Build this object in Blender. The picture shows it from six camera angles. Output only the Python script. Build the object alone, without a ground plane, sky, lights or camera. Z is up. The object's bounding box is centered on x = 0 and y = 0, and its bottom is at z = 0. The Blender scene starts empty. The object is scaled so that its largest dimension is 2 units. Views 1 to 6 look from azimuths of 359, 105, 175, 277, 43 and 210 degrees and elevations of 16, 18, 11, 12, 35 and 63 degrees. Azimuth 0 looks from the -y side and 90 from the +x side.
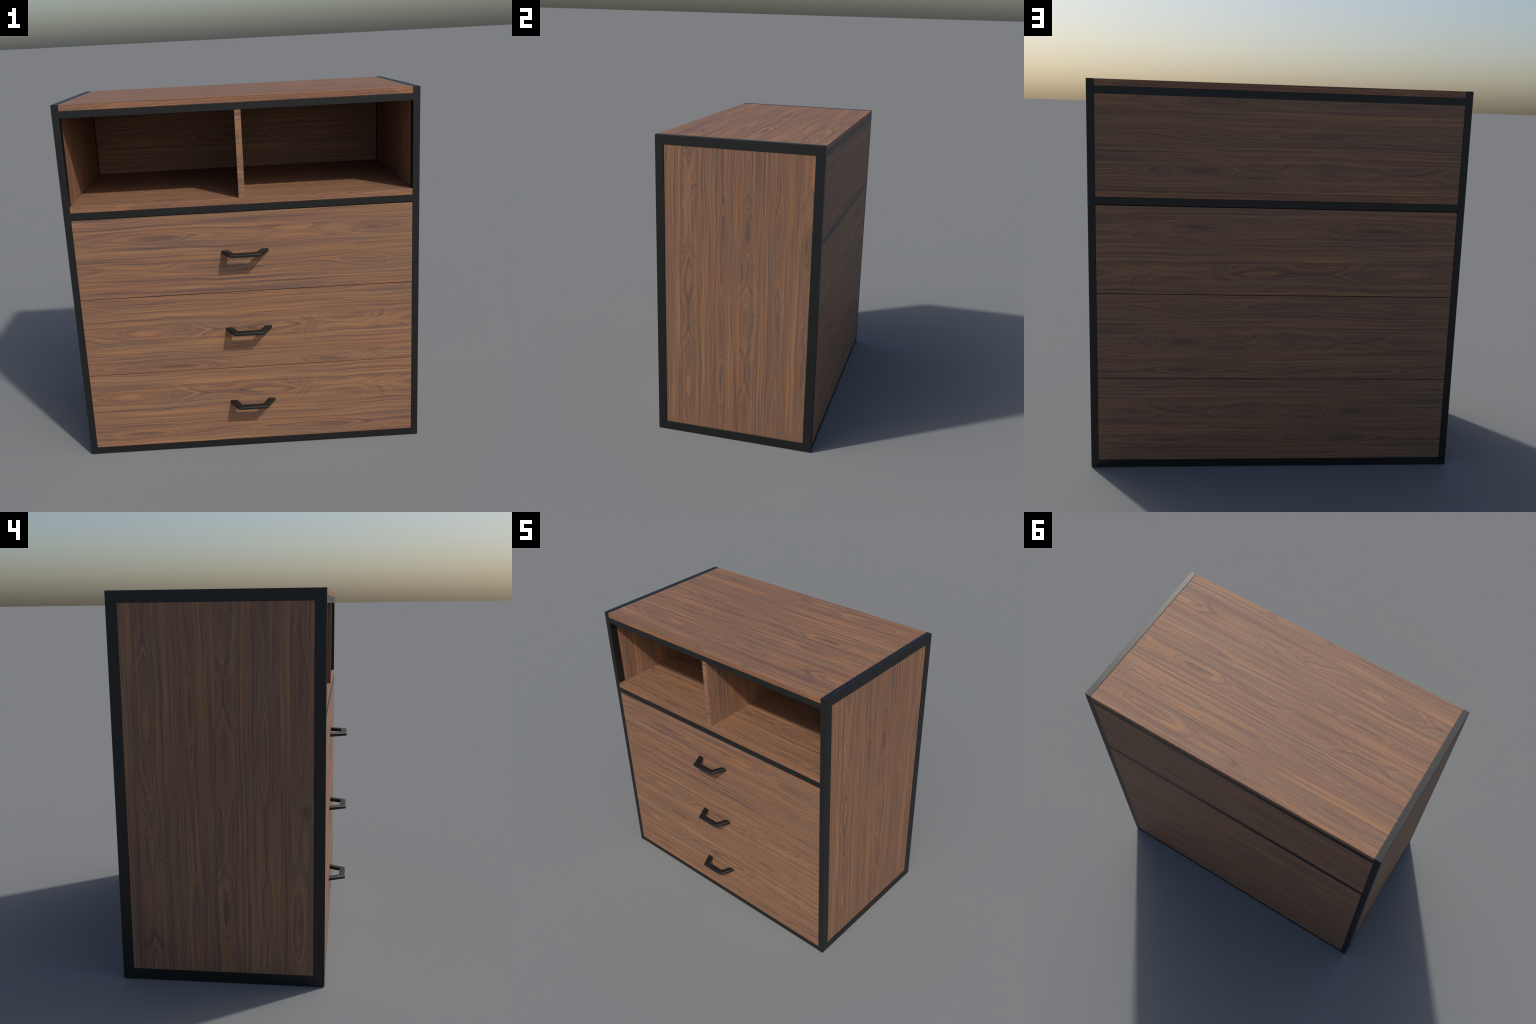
"""Walnut-veneer dresser: black steel frame, open two-bay niche on top, three
full-width drawers with bent bar handles.  Front faces -y."""
import bpy, bmesh, math
from mathutils import Vector

# ------------------------------------------------------------------ sizes (m)
HX = 0.9518                    # half width
YF, YB = -0.4797, 0.5772       # front and back faces of the body
H = 2.0
POST_X, POST_Y = 0.0368, 0.0562   # post section
RAIL_Z = 0.0578                # side rail height
IX = HX - POST_X               # inner face of the posts
BAR = 0.0375                   # front / back crossbar height
BOARD = 0.0342                 # thickness of top board and shelf
Z_TOPBAR = H - BOARD           # upper face of the top crossbar
Z_SHELF = 1.4645               # upper face of the shelf
Z_MIDBAR = Z_SHELF - BOARD
DRAWER_EDGES = (0.0392, 0.4890, 0.9405, 1.3908)   # seams between drawers

# ------------------------------------------------------------------ node help
class G:
    """Tiny helper to write node maths readably."""
    def __init__(self, tree):
        self.t = tree
        self.x = 0
    def new(self, kind, **kw):
        n = self.t.nodes.new(kind)
        self.x += 40
        n.location = (self.x, 0)
        for k, v in kw.items():
            setattr(n, k, v)
        return n
    def put(self, sock, v):
        if isinstance(v, bpy.types.NodeSocket):
            self.t.links.new(v, sock)
        else:
            sock.default_value = v
    def m(self, op, a, b=None, c=None, clamp=False):
        n = self.new("ShaderNodeMath", operation=op, use_clamp=clamp)
        self.put(n.inputs[0], a)
        if b is not None: self.put(n.inputs[1], b)
        if c is not None: self.put(n.inputs[2], c)
        return n.outputs[0]
    def vec(self, x, y, z=0.0):
        n = self.new("ShaderNodeCombineXYZ")
        for i, v in enumerate((x, y, z)): self.put(n.inputs[i], v)
        return n.outputs[0]
    def noise(self, v, scale=1.0, detail=2.0, rough=0.5, dist=0.0):
        n = self.new("ShaderNodeTexNoise", noise_dimensions="3D")
        self.put(n.inputs["Vector"], v)
        n.inputs["Scale"].default_value = scale
        n.inputs["Detail"].default_value = detail
        n.inputs["Roughness"].default_value = rough
        n.inputs["Distortion"].default_value = dist
        return n.outputs[0]
    def curve(self, x, pts, handle="AUTO"):
        n = self.new("ShaderNodeFloatCurve")
        c = n.mapping.curves[0]
        while len(c.points) < len(pts): c.points.new(0.5, 0.5)
        for p, (a, b) in zip(c.points, pts): p.location = (a, b); p.handle_type = handle
        n.mapping.update()
        self.put(n.inputs["Value"], x)
        return n.outputs[0]
    def smooth(self, x, lo, hi):
        n = self.new("ShaderNodeMapRange", interpolation_type="SMOOTHSTEP")
        self.put(n.inputs[0], x)
        n.inputs[1].default_value = lo; n.inputs[2].default_value = hi
        return n.outputs[0]
    def ramp(self, f, stops):
        n = self.new("ShaderNodeValToRGB")
        r = n.color_ramp
        while len(r.elements) < len(stops): r.elements.new(0.5)
        for e, (p, c) in zip(r.elements, stops):
            e.position = p; e.color = (*c, 1)
        self.put(n.inputs[0], f)
        return n.outputs[0]
    def mix(self, f, a, b, kind="MIX"):
        n = self.new("ShaderNodeMix", data_type="RGBA", blend_type=kind)
        self.put(n.inputs[0], f); self.put(n.inputs[6], a); self.put(n.inputs[7], b)
        return n.outputs[2]

def lin(r, g, b):
    f = lambda c: c / 12.92 if c <= 0.04045 else ((c + 0.055) / 1.055) ** 2.4
    return tuple(f(v / 255) for v in (r, g, b))

# ------------------------------------------------- the veneer: figure of a leaf
# s runs along the grain, t across it (metres).  The veneer leaf has five
# cathedral columns; the level curve of each says where its rings close into
# eyes (minima) and where they run out in arrows.
LEN, WID, T0 = 2.06, 0.97, -0.38
COLUMNS = (   # centre t, half width, depth in rings, (s, ring level) control points
    (-0.265, 0.092, 21.0, ((0, .48), (.20, .30), (.358, .10), (.50, .25), (.66, .55), (.82, .72),
                     (1.116, .64), (1.45, .95), (1.75, .76), (2.06, .48))),
    (-0.043, 0.048, 7.5, ((0, .62), (.20, .40), (.45, .20), (.62, .50), (.78, .75), (1.0, .55),
                     (1.28, .25), (1.45, .30), (1.68, .70), (2.06, .62))),
    (0.117, 0.074, 17.0, ((0, .45), (.15, .30), (.48, .75), (.70, .45), (.87, .12), (1.02, .45), (1.22, .72),
                    (1.36, .30), (1.50, .22), (1.75, .65), (2.06, .45))),
    (0.320, 0.046, 6.5, ((0, .55), (.20, .25), (.50, .60), (.72, .80), (1.0, .30), (1.22, .65),
                    (1.45, .28), (1.72, .72), (2.06, .55))),
    (0.490, 0.052, 11.0, ((0, .72), (.30, .50), (.52, .15), (.80, .40), (1.05, .65), (1.34, .18),
                    (1.55, .40), (1.78, .90), (2.06, .72))),
)
# pale hearts of the eyes (+) and dark pools (-): s, t, length, width, strength
LENSES = ((0.358, -0.277, .055, .0085, .75), (1.116, -0.246, .055, .007, .50), (1.63, .494, .12, .024, .40),
          (1.44, .120, .085, .018, -.55), (.87, .118, .045, .010, -.35), (.52, .490, .14, .014, -.55),
          (1.45, -.040, .13, .014, -.35), (.45, -.045, .12, .012, -.30), (1.39, .488, .06, .012, -.35),
          (1.75, -.262, .10, .012, .35), (.28, .118, .10, .012, -.30), (.95, .321, .13, .010, -.25))
TICKS = ((1.711, -0.209, .0030, .0085), (1.541, 0.135, .012, .003), (0.895, 0.163, .012, .004))

def veneer_group():
    ng = bpy.data.node_groups.new("walnut_veneer", "ShaderNodeTree")
    for nm in ("s", "t", "seed"):
        ng.interface.new_socket(nm, in_out="INPUT", socket_type="NodeSocketFloat")
    ng.interface.new_socket("color", in_out="OUTPUT", socket_type="NodeSocketColor")
    ng.interface.new_socket("height", in_out="OUTPUT", socket_type="NodeSocketFloat")
    g = G(ng)
    gi = g.new("NodeGroupInput"); s, t, seed = gi.outputs[0], gi.outputs[1], gi.outputs[2]
    # gentle wander of the fibre
    w1 = g.noise(g.vec(g.m("MULTIPLY", s, 1.6), g.m("MULTIPLY", t, 5.0), seed), 1.0, 2, .5)
    w2 = g.noise(g.vec(g.m("MULTIPLY", s, 3.0), g.m("MULTIPLY", t, 22.0), seed), 1.0, 2, .5)
    tw = g.m("ADD", t, g.m("MULTIPLY", g.m("SUBTRACT", w1, .5), .045))
    tw = g.m("ADD", tw, g.m("MULTIPLY", g.m("SUBTRACT", w2, .5), .008))
    u = g.m("WRAP", tw, T0 + WID, T0)          # one leaf, repeated across
    v = g.m("WRAP", s, LEN, 0.0)
    vn = g.m("DIVIDE", v, LEN)
    # distance from the nearest column centre
    cs = [c[0] for c in COLUMNS]
    pos = [(c - T0) / WID for c in cs]
    prof = [(0.0, .66)]
    for i, p in enumerate(pos):
        prof += [(p - .022, .115), (p - .008, .025), (p, 0.0), (p + .008, .025), (p + .022, .115)]
        q = pos[i + 1] if i + 1 < len(pos) else 1.0 + 0.0
        if i + 1 < len(pos): prof.append(((p + q) / 2, .5 * (q - p) * WID * 10 * .62))
    prof.append((1.0, .60))
    h = g.curve(g.m("DIVIDE", g.m("SUBTRACT", u, T0), WID), prof, "VECTOR")
    rings = g.m("MULTIPLY", h, 24.0)
    for tc, wc, amp, pts in COLUMNS:
        k = g.curve(vn, [(a / LEN, b) for a, b in pts])
        d = g.m("DIVIDE", g.m("SUBTRACT", u, tc), wc)
        mask = g.m("EXPONENT", g.m("MULTIPLY", g.m("MULTIPLY", d, d), -1.0))
        rings = g.m("ADD", rings, g.m("MULTIPLY", g.m("MULTIPLY", k, mask), amp))
    bump = g.noise(g.vec(g.m("MULTIPLY", s, 1.5), g.m("MULTIPLY", t, 14.0), g.m("ADD", seed, 7)), 1.0, 2, .5)
    rings = g.m("ADD", rings, g.m("MULTIPLY", g.m("SUBTRACT", bump, .5), 3.0))
    # ring tone: broad + fine growth bands, fading along the length
    r1 = g.noise(g.vec(g.m("MULTIPLY", rings, .50), g.m("MULTIPLY", s, .8), seed), 1.0, 2, .6)
    r2 = g.noise(g.vec(g.m("MULTIPLY", rings, 1.7), g.m("MULTIPLY", s, .7), g.m("ADD", seed, 3)), 1.0, 3, .65)
    ring = g.m("ADD", g.m("MULTIPLY", r1, .5), g.m("MULTIPLY", r2, .5))
    # straight quarter grain between the columns
    q1 = g.noise(g.vec(g.m("MULTIPLY", tw, 78.0), g.m("MULTIPLY", s, .7), g.m("ADD", seed, 11)), 1.0, 2, .6)
    q2 = g.noise(g.vec(g.m("MULTIPLY", tw, 185.0), g.m("MULTIPLY", s, .6), g.m("ADD", seed, 13)), 1.0, 3, .6)
    quarter = g.m("ADD", g.m("MULTIPLY", q1, .6), g.m("MULTIPLY", q2, .4))
    wq = g.m("ADD", g.m("MULTIPLY", g.smooth(h, .06, .36), .62), .22)
    body = g.m("ADD", g.m("MULTIPLY", ring, g.m("SUBTRACT", 1.0, wq)), g.m("MULTIPLY", quarter, wq))
    body = g.m("ADD", g.m("MULTIPLY", g.m("SUBTRACT", body, .5), 1.28), .5)
    # fibres and pores
    f1 = g.noise(g.vec(g.m("MULTIPLY", tw, 420.0), g.m("MULTIPLY", s, 3.0), seed), 1.0, 2, .6)
    f2 = g.noise(g.vec(g.m("MULTIPLY", tw, 560.0), g.m("MULTIPLY", s, 40.0), seed), 1.0, 1, .5)
    tone = g.m("ADD", body, g.m("MULTIPLY", g.m("SUBTRACT", f1, .5), .34))
    tone = g.m("ADD", tone, g.m("MULTIPLY", g.m("SUBTRACT", f2, .5), .18))
    col = g.ramp(tone, ((.26, DARK), (.40, PURPLE), (.50, MID), (.60, TAN), (.74, LIGHT)))
    # slow drift between violet-brown and yellow-brown
    hue = g.noise(g.vec(g.m("MULTIPLY", s, 1.3), g.m("MULTIPLY", tw, 11.0), g.m("ADD", seed, 21)), 1.0, 3, .6)
    col = g.mix(g.smooth(hue, .40, .70), col, (1.04, .98, .915, 1), "MULTIPLY")
    col = g.mix(g.smooth(hue, .56, .30), col, (.89, .965, 1.0, 1), "MULTIPLY")
    # growth lines: each ring darkens slowly and ends in a crisp dark line
    rr = g.m("MULTIPLY", rings, .85)
    ph = g.m("FRACT", rr)
    wn = g.new("ShaderNodeTexWhiteNoise", noise_dimensions="2D")
    g.put(wn.inputs["Vector"], g.vec(g.m("FLOOR", rr), g.m("FLOOR", g.m("MULTIPLY", u, 4.0))))
    amp = g.m("MULTIPLY", wn.outputs[0], wn.outputs[0])
    brk = g.noise(g.vec(g.m("MULTIPLY", s, 1.6), g.m("MULTIPLY", t, 22.0), g.m("ADD", seed, 41)), 1.0, 2, .5)
    amp = g.m("MULTIPLY", amp, g.smooth(brk, .30, .60))
    saw = g.m("MULTIPLY", g.smooth(ph, .35, .88), g.m("SUBTRACT", 1.0, g.smooth(ph, .88, 1.0)))
    saw = g.m("MULTIPLY", saw, g.m("SUBTRACT", 1.0, g.m("MULTIPLY", g.smooth(h, .14, .34), .9)))
    col = g.mix(g.m("MULTIPLY", g.m("MULTIPLY", saw, amp), VEIN), col, (*DARK, 1))
    # long straight hair lines
    vq = g.noise(g.vec(g.m("MULTIPLY", tw, 115.0), g.m("MULTIPLY", s, .35), g.m("ADD", seed, 37)), 1.0, 1, .5)
    hair = g.m("SUBTRACT", 1.0, g.smooth(g.m("ABSOLUTE", g.m("SUBTRACT", vq, .5)), .0, .030))
    hair = g.m("MULTIPLY", g.m("MULTIPLY", hair, g.smooth(h, .05, .25)), g.smooth(brk, .66, .40))
    col = g.mix(g.m("MULTIPLY", hair, .72), col, (*DARK, 1))
    vf = g.noise(g.vec(g.m("MULTIPLY", tw, 310.0), g.m("MULTIPLY", s, .8), g.m("ADD", seed, 43)), 1.0, 1, .5)
    fine = g.m("MULTIPLY", g.smooth(vf, .58, .74), g.m("ADD", g.m("MULTIPLY", g.smooth(h, .03, .2), .6), .4))
    col = g.mix(g.m("MULTIPLY", fine, .50), col, (*DARK, 1))
    lite = g.smooth(vf, .40, .28)
    col = g.mix(g.m("MULTIPLY", lite, .24), col, (*LIGHT, 1))
    # hearts and pools follow the wandering fibre
    wu = g.m("WRAP", g.m("ADD", t, g.m("MULTIPLY", g.m("SUBTRACT", w2, .5), .008)), T0 + WID, T0)
    for ls, lt, rs, rt, k in LENSES:
        a = g.m("DIVIDE", g.m("SUBTRACT", v, ls), rs)
        b = g.m("DIVIDE", g.m("SUBTRACT", wu, lt), rt)
        q = g.m("ADD", g.m("MULTIPLY", a, a), g.m("MULTIPLY", b, b))
        e = g.m("MULTIPLY", g.m("EXPONENT", g.m("MULTIPLY", g.m("MULTIPLY", q, q), -1.0)), abs(k))
        col = g.mix(e, col, (*(TAN if k > 0 else DARK), 1))
    # pin knots and ticks
    for ts, tt, rs, rt in TICKS:
        a = g.m("DIVIDE", g.m("SUBTRACT", v, ts), rs)
        b = g.m("DIVIDE", g.m("SUBTRACT", u, tt), rt)
        e = g.m("EXPONENT", g.m("MULTIPLY", g.m("ADD", g.m("MULTIPLY", a, a), g.m("MULTIPLY", b, b)), -1.0))
        col = g.mix(g.m("MULTIPLY", e, .75), col, (*KNOT, 1))
    go = g.new("NodeGroupOutput")
    g.put(go.inputs[0], col); g.put(go.inputs[1], tone)
    return ng

GAIN = 0.94
def tint(r, g, b): return tuple(min(1, c * GAIN) for c in lin(r, g, b))
DARK = tint(86, 66, 61)
PURPLE = tint(119, 89, 77)
MID = tint(141, 103, 78)
TAN = tint(161, 117, 83)
LIGHT = tint(179, 134, 92)
KNOT = tint(84, 50, 32)
VEIN = .80
VENEER = veneer_group()

def veneer(name, s_dir, s0, t_dir, t0, seed=0.0, warm=0.0):
    """Veneer laid so that s = s_dir . P + s0 and t = t_dir . P + t0."""
    mat = bpy.data.materials.new(name)
    mat.use_nodes = True
    nt = mat.node_tree
    nt.nodes.clear()
    g = G(nt)
    P = g.new("ShaderNodeTexCoord").outputs["Object"]
    def dot(d, o):
        n = g.new("ShaderNodeVectorMath", operation="DOT_PRODUCT")
        g.put(n.inputs[0], P); n.inputs[1].default_value = d
        return g.m("ADD", n.outputs["Value"], o)
    grp = g.new("ShaderNodeGroup"); grp.node_tree = VENEER
    g.put(grp.inputs[0], dot(s_dir, s0)); g.put(grp.inputs[1], dot(t_dir, t0)); grp.inputs[2].default_value = seed
    col = grp.outputs[0]
    if warm:
        col = g.mix(warm, col, (1.10, .93, .78, 1), "MULTIPLY")
    b = g.new("ShaderNodeBsdfPrincipled")
    g.put(b.inputs["Base Color"], col)
    b.inputs["Roughness"].default_value = .62
    b.inputs["Specular IOR Level"].default_value = .45
    bp = g.new("ShaderNodeBump"); bp.inputs["Strength"].default_value = .06
    bp.inputs["Distance"].default_value = .001
    g.put(bp.inputs["Height"], grp.outputs[1]); g.put(b.inputs["Normal"], bp.outputs[0])
    o = g.new("ShaderNodeOutputMaterial"); g.put(o.inputs[0], b.outputs[0])
    return mat

def steel(name, c, rough):
    mat = bpy.data.materials.new(name)
    mat.use_nodes = True
    nt = mat.node_tree; nt.nodes.clear()
    g = G(nt)
    P = g.new("ShaderNodeTexCoord").outputs["Object"]
    n = g.noise(P, 900.0, 2, .5)
    m = g.noise(P, 6.0, 2, .5)
    col = g.mix(m, (*[v * .92 for v in c], 1), (*[v * 1.08 for v in c], 1))
    b = g.new("ShaderNodeBsdfPrincipled")
    g.put(b.inputs["Base Color"], col)
    b.inputs["Roughness"].default_value = rough
    b.inputs["Specular IOR Level"].default_value = .5
    bp = g.new("ShaderNodeBump"); bp.inputs["Strength"].default_value = .04
    bp.inputs["Distance"].default_value = .0005
    g.put(bp.inputs["Height"], n); g.put(b.inputs["Normal"], bp.outputs[0])
    o = g.new("ShaderNodeOutputMaterial"); g.put(o.inputs[0], b.outputs[0])
    return mat

# ------------------------------------------------------------------ mesh help
def finish(bm, name, mats, parent, pick=None, angle=35):
    bmesh.ops.recalc_face_normals(bm, faces=bm.faces)
    if pick:
        for f in bm.faces: f.material_index = pick(f.normal, f.calc_center_median())
    me = bpy.data.meshes.new(name)
    bm.to_mesh(me); bm.free()
    for m in mats: me.materials.append(m)
    me.polygons.foreach_set("use_smooth", [True] * len(me.polygons))
    me.set_sharp_from_angle(angle=math.radians(angle))
    ob = bpy.data.objects.new(name, me)
    bpy.context.scene.collection.objects.link(ob)
    ob.parent = parent
    wn = ob.modifiers.new("flat_faces", "WEIGHTED_NORMAL")   # keep large faces flat
    wn.weight = 100; wn.keep_sharp = True
    return ob

def add_box(bm, lo, hi, bevel=0.0, seg=2, only_along=None):
    lo, hi = Vector(lo), Vector(hi)
    vs = [bm.verts.new((hi.x if i & 1 else lo.x, hi.y if i & 2 else lo.y, hi.z if i & 4 else lo.z)) for i in range(8)]
    fs = [bm.faces.new([vs[i] for i in q]) for q in
          ((0, 2, 3, 1), (4, 5, 7, 6), (0, 1, 5, 4), (2, 6, 7, 3), (0, 4, 6, 2), (1, 3, 7, 5))]
    if bevel:
        es = list({e for f in fs for e in f.edges})
        if only_along is not None:
            es = [e for e in es if abs((e.verts[0].co - e.verts[1].co).normalized()[only_along]) > .9]
        bmesh.ops.bevel(bm, geom=es, offset=bevel, segments=seg, profile=.5, affect="EDGES")

def by_axis(order):
    """order: axis -> slot; bevel faces go with the last listed axis they lean to."""
    def f(n, c):
        a = max(range(3), key=lambda i: abs(n[i]))
        return order[a]
    return f

root = bpy.data.objects.new("wooden_dresser", None)
bpy.context.scene.collection.objects.link(root)
root["label"] = "walnut dresser with black steel frame, open niche and three drawers"
root["category"] = "chest of drawers"

BLACK = steel("black_powder_coat", (.0060, .0062, .0064), .46)
HANDLE = steel("black_handle_enamel", (.0042, .0040, .0040), .54)

X, Y, Z = (1, 0, 0), (0, 1, 0), (0, 0, 1)
def sc(v, k): return tuple(c * k for c in v)

# ------------------------------------------------------------------ frame
for sx in (-1, 1):
    # closed rectangle of flat tube: outer loop, inner loop, extruded in x
    bm = bmesh.new()
    outer = ((YF, 0), (YB, 0), (YB, H), (YF, H))
    inner = ((YF + POST_Y, RAIL_Z), (YB - POST_Y, RAIL_Z), (YB - POST_Y, H - RAIL_Z), (YF + POST_Y, H - RAIL_Z))
    lay = []
    for x in (IX * sx, HX * sx):
        lay.append(([bm.verts.new((x, y, z)) for y, z in outer], [bm.verts.new((x, y, z)) for y, z in inner]))
    (o0, i0), (o1, i1) = lay
    for k in range(4):
        j = (k + 1) % 4
        bm.faces.new((o0[k], o0[j], i0[j], i0[k])); bm.faces.new((o1[k], o1[j], i1[j], i1[k]))
        bm.faces.new((o0[k], o0[j], o1[j], o1[k])); bm.faces.new((i0[k], i0[j], i1[j], i1[k]))
    bmesh.ops.recalc_face_normals(bm, faces=bm.faces)
    es = [e for e in bm.edges if e.calc_face_angle(0) > .5]
    bmesh.ops.bevel(bm, geom=es, offset=.0018, segments=2, profile=.5, affect="EDGES")
    finish(bm, "side_frame", [BLACK], root)

for z1 in (Z_TOPBAR, Z_MIDBAR, BAR + .0015):
    for front in (True, False):
        bm = bmesh.new()
        rec = .0012 if z1 < .1 else .0001
        y0, y1 = (YF + rec, YF + POST_Y) if front else (YB - POST_Y, YB - rec)
        z0 = z1 - (BAR if z1 > .1 else z1 - .0005)
        add_box(bm, (-IX - .0005, y0, z0), (IX + .0005, y1, z1 - .0004), .0018, 2, None if z1 < .1 else 0)
        finish(bm, "crossbar", [BLACK], root)

# ------------------------------------------------------------------ boards
EDGE_F = veneer("walnut_edge_front", sc(X, .45), .35, sc(Z, .45), -.225 - 1.98 * .45, 4.0, .5)
EDGE_S = veneer("walnut_edge_shelf", sc(X, -.45), .45, sc(Z, .45), -.225 - 1.447 * .45, 4.0, .4)

def board(name, lo, hi, face, edge, bevel=.0022):
    bm = bmesh.new()
    add_box(bm, lo, hi, bevel, 2)
    return finish(bm, name, [face, edge], root, by_axis({0: 0, 1: 1, 2: 0}))

TOP = veneer("walnut_top", sc(X, -1), -.093, Y, .02)
board("top_board", (-IX + .001, YF + .0002, H - BOARD), (IX - .001, YB - .0003, H - .0004), TOP, EDGE_F)
SHELF = veneer("walnut_shelf", sc(X, -1), 1.05, sc(Y, -1), -.47)
board("shelf", (-IX + .0005, YF + .0002, Z_MIDBAR + .0002), (IX - .0005, YB - .0003, Z_SHELF), SHELF, EDGE_S)

# side panels, let into the side frames
for sx in (-1, 1):
    if sx > 0:
        m = veneer("walnut_side", Z, 0.0, Y, 0.0)
    else:
        m = veneer("walnut_side", Z, -1.01, sc(Y, -1), .135)
    bm = bmesh.new()
    x0, x1 = sorted((sx * (IX + .0012), sx * (HX - (.0030 if sx > 0 else .0004))))
    add_box(bm, (x0, YF + POST_Y + .0004, RAIL_Z + .0004), (x1, YB - POST_Y - .0004, H - RAIL_Z - .0004), .001, 1)
    finish(bm, "side_panel", [m], root)

# divider of the niche
DIV = veneer("walnut_divider", Z, .2, Y, .55)
DIV_E = veneer("walnut_divider_edge", X, .8, Z, -1.3, 2.0)
bm = bmesh.new()
add_box(bm, (-.0168, YF + .0010, Z_SHELF + .0003), (.0168, .548, Z_TOPBAR - .0003), .0016, 2)
finish(bm, "divider", [DIV, DIV_E], root, by_axis({0: 0, 1: 1, 2: 0}))

# back panel of the niche
BACK_O = veneer("walnut_back", sc(X, 1 / 1.1), .87 + .24 / 1.1, sc(Z, 1 / .9), .117 - 1.57 / .9)
BACK_I = veneer("walnut_back_inside", sc(X, -1 / .92), .358 + .544 / .92, sc(Z, 1 / .92), -.265 - 1.665 / .92)
bm = bmesh.new()
add_box(bm, (-IX + .0008, .5490, Z_SHELF + .0004), (IX - .0008, YB - .0006, Z_TOPBAR - .0004), .001, 1)
finish(bm, "back_panel", [BACK_O, BACK_I], root, lambda n, c: 1 if n.y < -.5 else 0)

# ------------------------------------------------------------------ drawers
FRONTS = (   # bottom, middle, top:  veneer of the front, veneer of the back
    (veneer("walnut_drawer_front", sc(X, 1 / 1.07), .358 + .698 / 1.07, sc(Z, -1 / 1.07), -.265 + .345 / 1.07),
     veneer("walnut_drawer_back", sc(X, -1 / .955), .87 + .135 / .955, sc(Z, 1 / .955), .12 - .31 / .955)),
    (veneer("walnut_drawer_front", sc(X, 1 / .98), .358 + .573 / .98, sc(Z, 1 / .98), -.265 - .73 / .98),
     veneer("walnut_drawer_back", sc(X, 1 / .955), .87 + .07 / .955, sc(Z, 1 / .955), .12 - .69 / .955)),
    (veneer("walnut_drawer_front", sc(X, -1), 2.10, Z, .49 - 1.268),
     veneer("walnut_drawer_back", sc(X, 1 / 1.06), .358 + .693 / 1.06, sc(Z, -1 / 1.06), -.265 + 1.055 / 1.06)),
)
INNER = veneer("walnut_drawer_box", Y, .4, Z, .2, 1.0)

def handle_mesh():
    """Bent flat bar: two splayed legs and a straight grip, outer edges rounded."""
    th, w, ri = .0198, .034, .0030
    def section(r):           # (across 0 inner .. 1 outer, height)
        out = []
        for cx, cz, rad, a0 in ((w - r, th / 2 - r, r, 90), (w - r, -th / 2 + r, r, 0),
                                (ri, -th / 2 + ri, ri, -90), (ri, th / 2 - ri, ri, -180)):
            for k in range(7):
                a = math.radians(a0 - 90 * k / 6)
                out.append(((cx + rad * math.cos(a)) / w, cz + rad * math.sin(a)))
        return out
    stations = []
    for sx in (-1, 1):
        foot = ((sx * .0905, YF + .004), (sx * .1308, YF + .004), section(.0052))
        bend = ((sx * .0605, -.5410), (sx * .0832, -.5772), section(.0085))
        stations += [foot, bend] if sx < 0 else [bend, foot]
    bm = bmesh.new()
    loops = []
    for (ix, iy), (ox, oy), sect in stations:
        loops.append([bm.verts.new((ix + (ox - ix) * a, iy + (oy - iy) * a, z)) for a, z in sect])
    n = len(loops[0])
    for A, B in zip(loops, loops[1:]):
        for i in range(n):
            j = (i + 1) % n
            bm.faces.new((A[i], A[j], B[j], B[i]))
    bm.faces.new(loops[0]); bm.faces.new(reversed(loops[-1]))
    return bm

handle_data = None
HANDLE_Z = (.2792, .7245, 1.1700)
for (zl, zh), (mf, mb), hz in zip(zip(DRAWER_EDGES, DRAWER_EDGES[1:]), FRONTS, HANDLE_Z):
    gap = .0018
    z0, z1 = zl + gap, zh - gap
    x1 = IX - .0010
    y0, y1 = YF + .0003, YB - .0006
    bm = bmesh.new()
    t = .034
    add_box(bm, (-x1, y0, z0), (x1, y0 + t, z1), .0008, 2)                      # front
    add_box(bm, (-x1, y1 - t, z0), (x1, y1, z1), .0008, 2)                      # back
    for sx in (-1, 1):
        a, b = sorted((sx * (x1 - .006), sx * (x1 - .026)))
        add_box(bm, (a, y0 + t - .001, z0 + .004), (b, y1 - t + .001, z1 - .012))
    add_box(bm, (-x1 + .02, y0 + t - .001, z0 + .008), (x1 - .02, y1 - t + .001, z0 + .022))
    drawer = finish(bm, "drawer", [mf, mb, INNER], root,
                    lambda n, c: 0 if c.y < y0 + .012 else (1 if c.y > y1 - .012 else 2))
    if handle_data is None:
        hob = finish(handle_mesh(), "handle", [HANDLE], drawer, angle=40)
        handle_data = hob.data
    else:
        hob = bpy.data.objects.new("handle", handle_data)
        bpy.context.scene.collection.objects.link(hob)
        hob.parent = drawer
    hob.location = (0, 0, hz)
